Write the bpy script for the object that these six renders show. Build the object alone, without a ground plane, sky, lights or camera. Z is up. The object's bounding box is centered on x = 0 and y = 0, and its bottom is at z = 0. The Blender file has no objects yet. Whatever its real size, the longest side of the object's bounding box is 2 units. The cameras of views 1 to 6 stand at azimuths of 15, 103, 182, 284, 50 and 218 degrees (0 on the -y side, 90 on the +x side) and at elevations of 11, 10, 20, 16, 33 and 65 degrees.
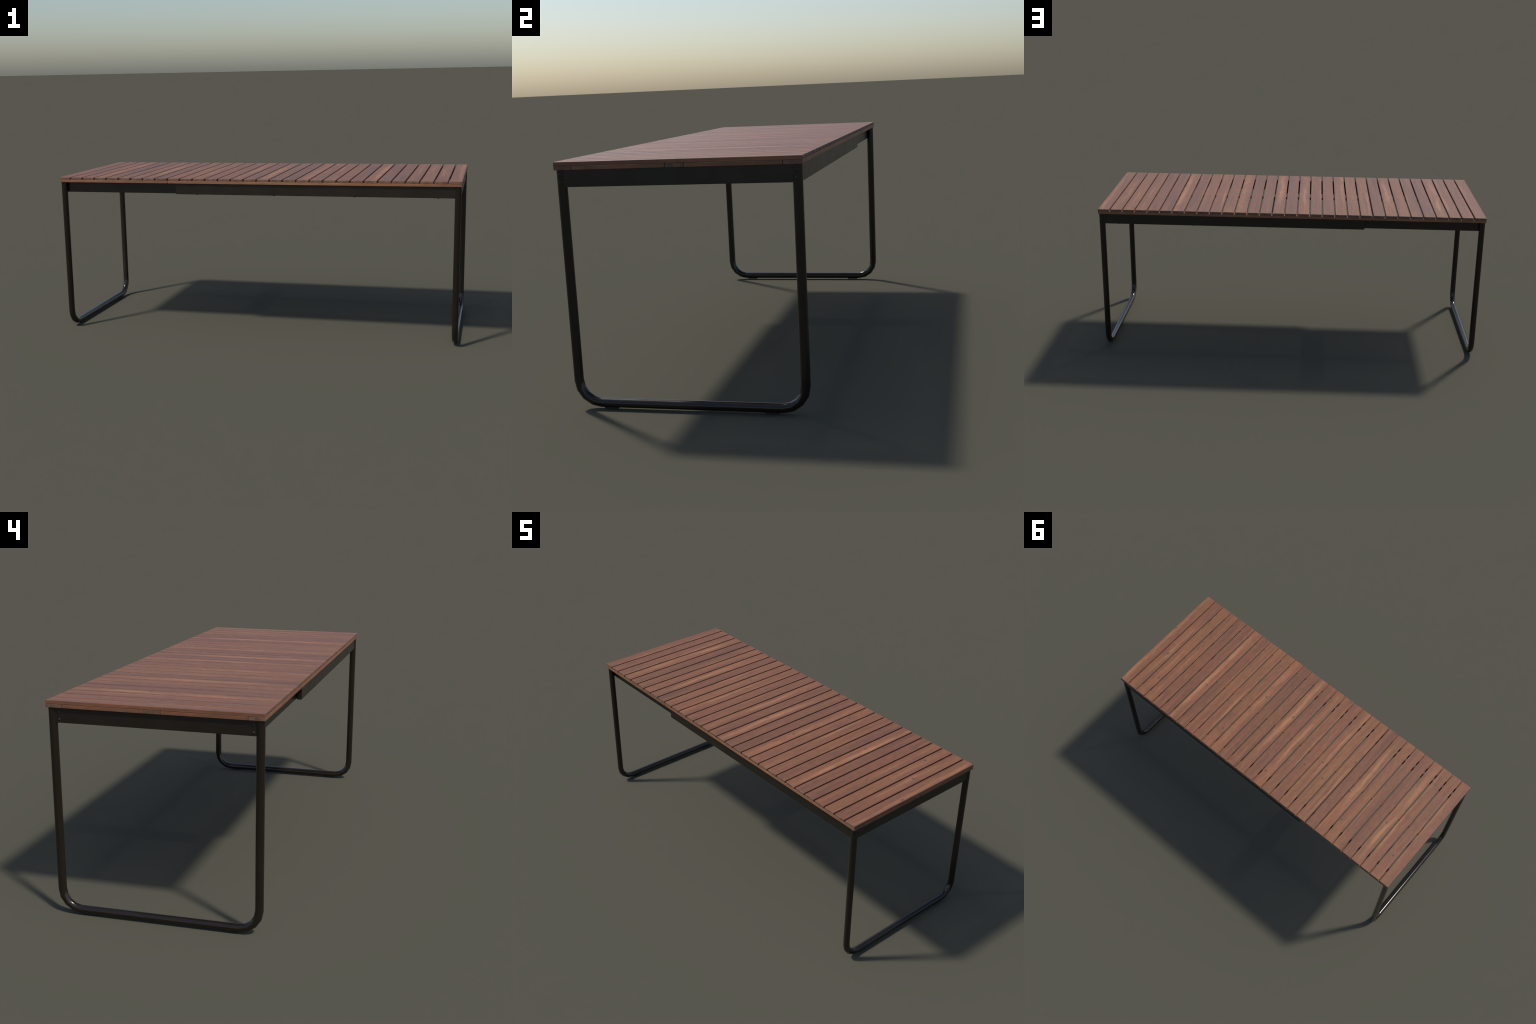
import bpy, bmesh, math, random
from mathutils import Vector

random.seed(11)
scene = bpy.context.scene

# ------------------------------------------------------------------ sizes (m)
HALF_LENGTH, HALF_WIDTH, TOP = 1.0, 0.3875, 0.7903
SLATS, GAP = 31, 0.0071
PITCH = (2 * HALF_LENGTH + GAP) / SLATS
PLANK = PITCH - GAP                       # width of every plank, slat or batten
SLAT_T, BATTEN_T = 0.0132, 0.0130
SLAT_BOTTOM = TOP - SLAT_T
BATTEN_TOP = SLAT_BOTTOM + 0.0003
BATTEN_BOTTOM = BATTEN_TOP - BATTEN_T
SHORT_SECTION = 9                          # slats in the sliding half (-x end)
SEAM = -HALF_LENGTH + SHORT_SECTION * PITCH - 0.0006
TUBE_R, LEG_X, LEG_Y = 0.0150, 0.9825, 0.369
PAD_T = 0.0026
BEND_R = 0.074
RAIL_BOTTOM = 0.711

# ------------------------------------------------------------------ node helpers
class Nodes:
    def __init__(self, material):
        self.tree = material.node_tree
        self.tree.nodes.clear()

    def new(self, kind, **settings):
        n = self.tree.nodes.new(kind)
        for k, v in settings.items():
            setattr(n, k, v)
        return n

    def put(self, socket, value):
        if isinstance(value, bpy.types.NodeSocket):
            self.tree.links.new(value, socket)
        elif isinstance(value, (tuple, list)) and socket.type == "RGBA" and len(value) == 3:
            socket.default_value = (*value, 1.0)
        else:
            socket.default_value = value

    def math(self, op, a, b=0.0, c=0.0, clamp=False):
        n = self.new("ShaderNodeMath", operation=op, use_clamp=clamp)
        for s, v in zip(n.inputs, (a, b, c)):
            self.put(s, v)
        return n.outputs[0]

    def vec(self, x, y, z):
        n = self.new("ShaderNodeCombineXYZ")
        for s, v in zip(n.inputs, (x, y, z)):
            self.put(s, v)
        return n.outputs[0]

    def noise(self, vector, scale=1.0, detail=2.0, rough=0.5):
        n = self.new("ShaderNodeTexNoise")
        self.put(n.inputs["Vector"], vector)
        n.inputs["Scale"].default_value = scale
        n.inputs["Detail"].default_value = detail
        n.inputs["Roughness"].default_value = rough
        return n.outputs["Fac"]

    def remap(self, value, a, b, c=0.0, d=1.0):
        n = self.new("ShaderNodeMapRange", interpolation_type="SMOOTHSTEP")
        for s, v in zip(n.inputs, (value, a, b, c, d)):
            self.put(s, v)
        return n.outputs[0]

    def mix(self, fac, a, b, blend="MIX"):
        n = self.new("ShaderNodeMix", data_type="RGBA", blend_type=blend)
        self.put(n.inputs[0], fac)
        self.put(n.inputs[6], a)
        self.put(n.inputs[7], b)
        return n.outputs[2]

    def prop(self, name):
        n = self.new("ShaderNodeAttribute", attribute_type="OBJECT", attribute_name='["%s"]' % name)
        return n.outputs["Fac"]

    def object_xyz(self):
        c = self.new("ShaderNodeTexCoord")
        s = self.new("ShaderNodeSeparateXYZ")
        self.tree.links.new(c.outputs["Object"], s.inputs[0])
        return s.outputs[0], s.outputs[1], s.outputs[2]

    def surface(self, colour, roughness, specular=0.5, height=None, strength=0.2, distance=0.001):
        p = self.new("ShaderNodeBsdfPrincipled")
        self.put(p.inputs["Base Color"], colour)
        self.put(p.inputs["Roughness"], roughness)
        self.put(p.inputs["Specular IOR Level"], specular)
        if height is not None:
            b = self.new("ShaderNodeBump")
            b.inputs["Strength"].default_value = strength
            b.inputs["Distance"].default_value = distance
            self.put(b.inputs["Height"], height)
            self.put(p.inputs["Normal"], b.outputs[0])
        o = self.new("ShaderNodeOutputMaterial")
        self.put(o.inputs[0], p.outputs[0])


def material(name):
    m = bpy.data.materials.new(name)
    m.use_nodes = True
    return m, Nodes(m)


# plank wood: grain runs along the plank's own y axis; every plank carries its own
# grain_seed, tone, one sapwood streak and one knot as custom properties
def make_plank_wood():
    m, n = material("oiled_acacia")
    x, y, z = n.object_xyz()
    seed = n.prop("grain_seed")
    sx = n.math("ADD", x, n.math("MULTIPLY", seed, 3.17))
    sy = n.math("ADD", y, n.math("MULTIPLY", seed, 7.91))
    # knot field: grain flows round the knot
    kx = n.math("SUBTRACT", x, n.prop("knot_x"))
    ky = n.math("SUBTRACT", y, n.prop("knot_y"))
    kd = n.math("SQRT", n.math("ADD", n.math("POWER", n.math("DIVIDE", kx, 0.0062), 2.0),
                                n.math("POWER", n.math("DIVIDE", ky, 0.0092), 2.0)))
    around = n.math("EXPONENT", n.math("MULTIPLY", -1.0, n.math("ADD",
                    n.math("POWER", n.math("DIVIDE", kx, 0.014), 2.0),
                    n.math("POWER", n.math("DIVIDE", ky, 0.035), 2.0))))
    wob = n.math("SUBTRACT", n.noise(n.vec(n.math("MULTIPLY", sx, 9.0), n.math("MULTIPLY", sy, 4.0), z), 1.0, 1.5), 0.5)
    gx = n.math("ADD", sx, n.math("MULTIPLY", wob, 0.030))
    gx = n.math("SUBTRACT", gx, n.math("MULTIPLY", n.math("MULTIPLY", kx, around), 0.55))
    gz = n.math("MULTIPLY", z, 1.0)
    def grain(across, along, detail=3.0, rough=0.55):
        return n.noise(n.vec(n.math("MULTIPLY", gx, across), n.math("MULTIPLY", sy, along), n.math("MULTIPLY", gz, across)), 1.0, detail, rough)
    broad = grain(28.0, 1.7, 2.0)
    bands = grain(75.0, 2.2, 3.0)
    lines = grain(210.0, 4.0, 3.0, 0.6)
    fibre = grain(620.0, 16.0, 2.0, 0.6)
    cloud = n.noise(n.vec(n.math("MULTIPLY", sx, 16.0), n.math("MULTIPLY", sy, 7.0), z), 1.0, 3.0)

    tone = n.prop("tone")
    level = n.math("ADD", n.math("MULTIPLY", n.math("SUBTRACT", broad, 0.5), 0.9),
                   n.math("MULTIPLY", n.math("SUBTRACT", bands, 0.5), 0.85))
    level = n.math("ADD", level, n.math("MULTIPLY", n.math("SUBTRACT", lines, 0.5), 0.5))
    level = n.math("ADD", level, n.math("MULTIPLY_ADD", tone, 0.85, 0.06))
    ramp = n.new("ShaderNodeValToRGB")
    n.put(ramp.inputs[0], level)
    e = ramp.color_ramp.elements
    stops = ((0.0, (0.160, 0.073, 0.049)), (0.28, (0.203, 0.089, 0.054)), (0.52, (0.246, 0.104, 0.058)),
             (0.74, (0.288, 0.124, 0.062)), (1.0, (0.365, 0.165, 0.084)))
    e[0].position, e[0].color = stops[0][0], (*stops[0][1], 1)
    e[1].position, e[1].color = stops[-1][0], (*stops[-1][1], 1)
    for pos, col in stops[1:-1]:
        e.new(pos).color = (*col, 1)
    colour = ramp.outputs[0]
    # hue drift: reddish and olive bands
    hue = grain(46.0, 1.3, 2.0)
    colour = n.mix(n.remap(hue, 0.55, 0.75, 0.0, 0.50), colour, (0.300, 0.102, 0.058))
    colour = n.mix(n.remap(hue, 0.46, 0.28, 0.0, 0.50), colour, (0.235, 0.120, 0.055))
    # purplish grey heartwood smudges
    colour = n.mix(n.remap(cloud, 0.56, 0.74, 0.0, 0.55), colour, (0.165, 0.078, 0.054))
    # the pale sapwood streak
    wx = n.math("ADD", x, n.math("MULTIPLY", wob, 0.020))
    dx = n.math("DIVIDE", n.math("SUBTRACT", wx, n.prop("streak_x")), n.prop("streak_width"))
    dy = n.math("DIVIDE", n.math("SUBTRACT", y, n.prop("streak_y")), n.prop("streak_length"))
    s = n.math("EXPONENT", n.math("MULTIPLY", -1.0, n.math("ADD", n.math("POWER", n.math("ABSOLUTE", dx), 2.0), n.math("POWER", n.math("ABSOLUTE", dy), 3.0))))
    s = n.math("MULTIPLY", s, n.remap(bands, 0.25, 0.62, 0.45, 1.15))
    patch = n.noise(n.vec(n.math("MULTIPLY", sx, 22.0), n.math("MULTIPLY", sy, 5.0), 4.2), 1.0, 2.0)
    s = n.math("MULTIPLY", s, n.remap(patch, 0.34, 0.62, 0.35, 1.20))
    s = n.math("MULTIPLY", s, n.prop("streak_strength"), clamp=True)
    colour = n.mix(s, colour, n.mix(n.remap(hue, 0.35, 0.65), (0.425, 0.215, 0.098), (0.425, 0.190, 0.102)))
    # knot
    colour = n.mix(n.math("MULTIPLY", n.remap(kd, 2.6, 1.0), 0.35), colour, (0.27, 0.145, 0.083))
    colour = n.mix(n.math("MULTIPLY", n.remap(kd, 1.5, 0.2), 0.66), colour, (0.070, 0.036, 0.023))
    # sparse dark flecks and a soft cross mottle that break up the straight grain
    fleck = n.noise(n.vec(n.math("MULTIPLY", sx, 130.0), n.math("MULTIPLY", sy, 38.0), z), 1.0, 1.0)
    colour = n.mix(n.remap(fleck, 0.70, 0.80, 0.0, 0.45), colour, (0.110, 0.052, 0.033))
    mottle = n.remap(n.noise(n.vec(n.math("MULTIPLY", sx, 60.0), n.math("MULTIPLY", sy, 26.0), z), 1.0, 3.0), 0.3, 0.7, 0.93, 1.07)
    colour = n.mix(1.0, colour, n.vec(mottle, mottle, mottle), "MULTIPLY")
    # fibre lines
    shade = n.remap(fibre, 0.25, 0.75, 0.88, 1.10)
    colour = n.mix(1.0, colour, n.vec(shade, shade, shade), "MULTIPLY")
    colour = n.mix(1.0, colour, (0.915, 0.910, 0.865), "MULTIPLY")
    rough = n.remap(lines, 0.3, 0.7, 0.43, 0.52)
    n.surface(colour, rough, 0.36, n.math("ADD", lines, n.math("MULTIPLY", fibre, 0.6)), 0.12, 0.0006)
    return m


def make_end_grain():
    m, n = material("acacia_end_grain")
    x, y, z = n.object_xyz()
    seed = n.prop("grain_seed")
    sx = n.math("ADD", x, n.math("MULTIPLY", seed, 3.17))
    blot = n.noise(n.vec(n.math("MULTIPLY", sx, 55.0), n.math("MULTIPLY", y, 2.0), n.math("MULTIPLY", z, 70.0)), 1.0, 2.0)
    ring = n.noise(n.vec(n.math("MULTIPLY", sx, 90.0), y, n.math("MULTIPLY", z, 420.0)), 1.0, 2.0)
    colour = n.mix(n.remap(blot, 0.32, 0.68), (0.112, 0.054, 0.037), (0.200, 0.106, 0.064))
    colour = n.mix(n.remap(ring, 0.42, 0.7, 0.0, 0.45), colour, (0.155, 0.105, 0.062))
    n.surface(colour, 0.6, 0.4, ring, 0.15, 0.0005)
    return m


def make_steel(name, base, roughness, specular=0.5):
    m, n = material(name)
    x, y, z = n.object_xyz()
    dust = n.noise(n.vec(x, y, z), 9.0, 2.0)
    lo = tuple(c * 0.95 for c in base)
    hi = tuple(c * 1.06 for c in base)
    n.surface(n.mix(n.remap(dust, 0.3, 0.7), lo, hi), n.remap(dust, 0.3, 0.7, roughness - 0.02, roughness + 0.03), specular)
    return m


WOOD, END_GRAIN = make_plank_wood(), make_end_grain()
STEEL = make_steel("black_powder_coat", (0.0150, 0.0108, 0.0068), 0.30, 0.5)
TUBE_STEEL = make_steel("black_gloss_coat", (0.0140, 0.0096, 0.0062), 0.20, 0.5)
RUBBER = make_steel("black_plastic", (0.012, 0.014, 0.018), 0.55)
BOLT_STEEL = make_steel("blackened_bolt", (0.012, 0.012, 0.012), 0.35)

# ------------------------------------------------------------------ geometry helpers
table = bpy.data.objects.new("slatted_garden_table", None)
table["label"] = "long slatted reddish wood garden table on black tube legs"
table["category"] = "garden table"
scene.collection.objects.link(table)


def place(name, mesh, parent, location=(0, 0, 0), turn=0.0):
    o = bpy.data.objects.new(name, mesh)
    o.location, o.rotation_euler = location, (0, 0, turn)
    o.parent = parent
    scene.collection.objects.link(o)
    return o


def smooth(mesh, angle=35.0):
    mesh.polygons.foreach_set("use_smooth", [True] * len(mesh.polygons))
    mesh.set_sharp_from_angle(angle=math.radians(angle))
    mesh.update()


def flat_sides(mesh):
    """smooth shading in which the six flat sides keep their own normals and only the rounded edges blend"""
    mesh.polygons.foreach_set("use_smooth", [True] * len(mesh.polygons))
    normals = [v.normal.copy() for v in mesh.vertices]
    for p in mesh.polygons:
        if max(abs(c) for c in p.normal) > 0.999:
            for k in p.vertices:
                normals[k] = p.normal.copy()
    mesh.normals_split_custom_set_from_vertices(normals)
    mesh.update()


def box_mesh(name, size, bevel=0.0015, segments=2, mats=(), end_slot=False, cuts=0):
    bm = bmesh.new()
    bmesh.ops.create_cube(bm, size=1.0)
    bmesh.ops.scale(bm, vec=size, verts=bm.verts)
    if bevel:
        bmesh.ops.bevel(bm, geom=list(bm.edges), offset=bevel, segments=segments, profile=0.5, affect="EDGES")
    if end_slot:
        for f in bm.faces:
            if abs(f.normal.y) > 0.5:
                f.material_index = 1
    me = bpy.data.meshes.new(name)
    bm.to_mesh(me)
    bm.free()
    for x in mats:
        me.materials.append(x)
    flat_sides(me)
    return me


def span_box(name, parent, lo, hi, mat, bevel=0.0015, turn=False):
    """box between two corners, its origin at its centre"""
    lo, hi = Vector(lo), Vector(hi)
    return place(name, box_mesh(name, hi - lo, bevel, 2, (mat,)), parent, (lo + hi) / 2)


def sweep(name, path, radius, mat, sides=24):
    """closed tube along a path in the yz plane, rings mitred at every corner"""
    bm = bmesh.new()
    pts = [Vector(p) for p in path]
    rings = []
    for i, p in enumerate(pts):
        a = (pts[i] - pts[i - 1]).normalized() if i else None
        b = (pts[i + 1] - pts[i]).normalized() if i + 1 < len(pts) else None
        t = ((a or b) + (b or a)).normalized()
        half = math.cos(((a.angle(b)) if a and b else 0.0) / 2)
        u = Vector((1, 0, 0))
        w = t.cross(u).normalized()
        rings.append([bm.verts.new(p + radius * (u * math.cos(k) + w * math.sin(k) / half))
                      for k in (math.tau * j / sides for j in range(sides))])
    for r0, r1 in zip(rings, rings[1:]):
        for j in range(sides):
            bm.faces.new((r0[j], r0[(j + 1) % sides], r1[(j + 1) % sides], r1[j]))
    bm.faces.new(rings[0][::-1])
    bm.faces.new(rings[-1])
    bmesh.ops.recalc_face_normals(bm, faces=bm.faces)
    me = bpy.data.meshes.new(name)
    bm.to_mesh(me)
    bm.free()
    me.materials.append(mat)
    smooth(me, 50)
    return me


def bolt_mesh(name, radius, height, socket=0.45):
    """button-head bolt along +z: domed head with a sunk socket"""
    profile = [(radius, 0.0), (radius, height * 0.35), (radius * 0.86, height * 0.78), (radius * 0.6, height),
               (radius * socket, height), (radius * socket, height * 0.35), (0.0, height * 0.35)]
    bm = bmesh.new()
    n, rings = 16, []
    for r, z in profile[:-1]:
        rings.append([bm.verts.new((r * math.cos(math.tau * k / n), r * math.sin(math.tau * k / n), z)) for k in range(n)])
    for a, b in zip(rings, rings[1:]):
        for k in range(n):
            bm.faces.new((a[k], a[(k + 1) % n], b[(k + 1) % n], b[k]))
    bm.faces.new(rings[-1])
    bm.faces.new(rings[0][::-1])
    bmesh.ops.recalc_face_normals(bm, faces=bm.faces)
    me = bpy.data.meshes.new(name)
    bm.to_mesh(me)
    bm.free()
    me.materials.append(BOLT_STEEL)
    smooth(me, 40)
    return me


def character(o, seed, tone, streak=None, knot=None):
    """what one plank looks like; streak = (x, y, half width, half length, strength)"""
    sx, sy, sw, sl, ss = streak or (0.0, 0.0, 0.01, 0.1, 0.0)
    kx, ky = knot or (0.0, 9.0)
    for k, v in (("grain_seed", seed), ("tone", tone), ("streak_x", sx), ("streak_y", sy), ("streak_width", sw),
                 ("streak_length", sl), ("streak_strength", ss), ("knot_x", kx), ("knot_y", ky)):
        o[k] = float(v)


# ------------------------------------------------------------------ slats
# notable planks, counted from the -x end: tone, sapwood streak, knot
NOTABLE = {
    30: (0.42, (0.012, 0.05, 0.009, 0.50, 0.75), (0.019, -0.085)),
    29: (0.44, (-0.004, 0.06, 0.009, 0.22, 0.70), (-0.003, 0.079)),
    28: (0.62, None, (-0.011, 0.239)),
    27: (0.50, (0.001, 0.15, 0.004, 0.20, 0.75), (0.0, -0.094)),
    26: (0.34, None, None),
    25: (0.38, None, None),
    24: (0.56, (0.014, 0.02, 0.013, 0.34, 1.00), (-0.004, 0.09)),
    23: (0.36, None, None),
    22: (0.56, None, None),
    21: (0.52, (-0.018, 0.12, 0.004, 0.18, 0.85), (0.025, 0.085)),
    20: (0.54, None, (-0.008, 0.243)),
    19: (0.60, (0.010, -0.02, 0.014, 0.32, 0.80), (-0.003, -0.081)),
    18: (0.33, None, None),
    17: (0.42, None, (0.026, 0.105)),
    16: (0.60, (0.000, -0.08, 0.014, 0.30, 0.90), (-0.015, -0.077)),
    15: (0.36, None, None),
    14: (0.60, (-0.002, -0.05, 0.013, 0.32, 0.75), (0.014, 0.288)),
    13: (0.40, (-0.026, 0.0, 0.004, 0.30, 0.50), None),
    12: (0.38, None, (0.002, 0.114)),
    11: (0.54, (-0.016, -0.14, 0.008, 0.26, 0.85), (-0.006, 0.038)),
    10: (0.56, None, (-0.002, 0.116)),
    9: (0.52, (-0.017, 0.15, 0.005, 0.20, 0.75), (-0.019, -0.087)),
    8: (0.30, None, None),
    7: (0.58, (0.002, -0.06, 0.011, 0.20, 0.95), (0.025, 0.080)),
    6: (0.54, None, (0.018, 0.242)),
    5: (0.44, (0.026, 0.05, 0.004, 0.30, 0.65), None),
    4: (0.28, None, None),
    3: (0.58, (-0.005, -0.02, 0.012, 0.30, 1.00), (0.010, 0.093)),
    2: (0.46, (0.022, -0.05, 0.006, 0.34, 0.60), None),
    1: (0.54, None, (-0.004, 0.223)),
    0: (0.48, (0.020, -0.02, 0.005, 0.26, 0.50), None),
}
slat_mesh = box_mesh("slat", (PLANK, 2 * HALF_WIDTH, SLAT_T), 0.0022, 3, (WOOD, END_GRAIN), end_slot=True)
for i in range(SLATS):
    x = -HALF_LENGTH + i * PITCH + PLANK / 2
    o = place("slat", slat_mesh, table, (x, 0, TOP - SLAT_T / 2))
    tone, streak, knot = NOTABLE[i]
    character(o, (i * 0.618 + 0.13) % 1.0 * 10.0, tone, streak, knot)

# ------------------------------------------------------------------ battens and end strips under the slats
INSET = 0.0001
sections = ((-HALF_LENGTH + INSET, SEAM - 0.0004), (SEAM + 0.0004, HALF_LENGTH - INSET))
zc = (BATTEN_TOP + BATTEN_BOTTOM) / 2
for x0, x1 in sections:
    mesh = box_mesh("batten", (PLANK, x1 - x0, BATTEN_T), 0.0017, 2, (WOOD, END_GRAIN), end_slot=True)
    for k, y in enumerate((-HALF_WIDTH + INSET + PLANK / 2, 0.0, HALF_WIDTH - INSET - PLANK / 2)):
        o = place("batten", mesh, table, ((x0 + x1) / 2, y, zc), math.pi / 2)
        character(o, random.uniform(0, 10), 0.66, (0.0, random.uniform(-.2, .2), 0.05, 0.5, 0.35))
y_in, y_out = PLANK / 2 + 0.0010, HALF_WIDTH - INSET - PLANK - 0.0010
strip_mesh = box_mesh("end_strip", (PLANK, y_out - y_in, BATTEN_T), 0.0017, 2, (WOOD, END_GRAIN), end_slot=True)
wide_mesh = box_mesh("end_strip", (PLANK + 0.0045, y_out - y_in, BATTEN_T), 0.0017, 2, (WOOD, END_GRAIN), end_slot=True)
seam_slat = -HALF_LENGTH + (SHORT_SECTION - 1) * PITCH + PLANK / 2
for x, mesh in ((-HALF_LENGTH + INSET + PLANK / 2, strip_mesh), (seam_slat, wide_mesh),
                (seam_slat + PITCH, strip_mesh), (HALF_LENGTH - INSET - PLANK / 2, strip_mesh)):
    for side in (-1, 1):
        o = place("end_strip", mesh, table, (x, side * (y_in + y_out) / 2, zc))
        character(o, random.uniform(0, 10), 0.46)

# ------------------------------------------------------------------ steel frame
RAIL_TOP = BATTEN_BOTTOM + 0.0012
stud = bolt_mesh("rail_screw", 0.0065, 0.0028)
for side in (-1, 1):
    # outer rail of the long half, from the seam bracket to the +x leg
    y0, y1 = sorted((side * 0.379, side * 0.359))
    rail = span_box("side_rail", table, (-0.3805, y0, RAIL_BOTTOM), (LEG_X - 0.004, y1, RAIL_TOP), STEEL, 0.0022)
    for x in (-0.273, 0.1148, 0.505, 0.893):
        s = place("rail_screw", stud, rail)
        s.location = Vector((x, side * 0.369, RAIL_BOTTOM + 0.0002)) - rail.location
        s.rotation_euler = (math.pi, 0, 0)
    # inner rail of the short half, sliding inside the outer one
    y0, y1 = sorted((side * 0.3568, side * 0.3345))
    span_box("sliding_rail", table, (-0.9830, y0, RAIL_BOTTOM + 0.001), (-0.05, y1, BATTEN_BOTTOM - 0.0032), STEEL, 0.0018)
    # guide plate further in, carried by the cross beam
    y0, y1 = sorted((side * 0.294, side * 0.288))
    span_box("guide_plate", table, (-0.972, y0, 0.7095), (0.0926, y1, BATTEN_BOTTOM - 0.0032), STEEL, 0.0008)
span_box("cross_beam", table, (0.0930, -0.3585, 0.712), (0.1035, 0.3585, RAIL_TOP - 0.0006), STEEL, 0.0018)

bolt = bolt_mesh("bolt", 0.0058, 0.0026)
# end apron of the long half sits between its legs, bolted through the tubes
apron = span_box("end_apron", table, (0.972, -0.3595, RAIL_BOTTOM + 0.0004), (0.9925, 0.3595, RAIL_TOP - 0.0003), STEEL, 0.0012)
# end apron of the short half lies nearly flush with the outside of the tubes
apron2 = span_box("end_apron", table, (-0.9915, -0.3635, RAIL_BOTTOM + 0.0002), (-0.9835, 0.3635, RAIL_TOP - 0.0003), STEEL, 0.0012)
for side in (-1, 1):
    for z in (0.7475, 0.7215):
        b = place("bolt", bolt, apron2)
        b.location = Vector((-0.9905, side * 0.3445, z)) - apron2.location
        b.rotation_euler = (0, -math.pi / 2, 0)

# ------------------------------------------------------------------ leg frames: one bent tube at each end
bar_z = PAD_T + TUBE_R
inner_y = LEG_Y - BEND_R
def arc(side, order):
    steps = [math.radians(22.5 * k) for k in range(5)]
    pts = [(0, side * (inner_y + BEND_R * math.cos(a)), bar_z + BEND_R * (1 - math.sin(a))) for a in steps]
    return pts[::order]
leg_top = BATTEN_BOTTOM + 0.0006
path = [(0, -LEG_Y, leg_top)] + arc(-1, 1) + arc(1, -1) + [(0, LEG_Y, leg_top)]
frame_mesh = sweep("leg_frame", path, TUBE_R, TUBE_STEEL)
pad_mesh = box_mesh("foot_pad", (0.016, 0.047, PAD_T + 0.002), 0.0008, 1, (RUBBER,))
for end in (-1, 1):
    frame = place("leg_frame", frame_mesh, table, (end * LEG_X, 0, 0))
    for side in (-1, 1):
        place("foot_pad", pad_mesh, frame, (0, side * 0.2625, (PAD_T + 0.002) / 2))
        if end > 0:
            for z in (0.749, 0.7244):
                b = place("bolt", bolt, frame, (TUBE_R - 0.0018, side * LEG_Y, z))
                b.rotation_euler = (0, math.pi / 2, 0)

bpy.context.view_layer.update()
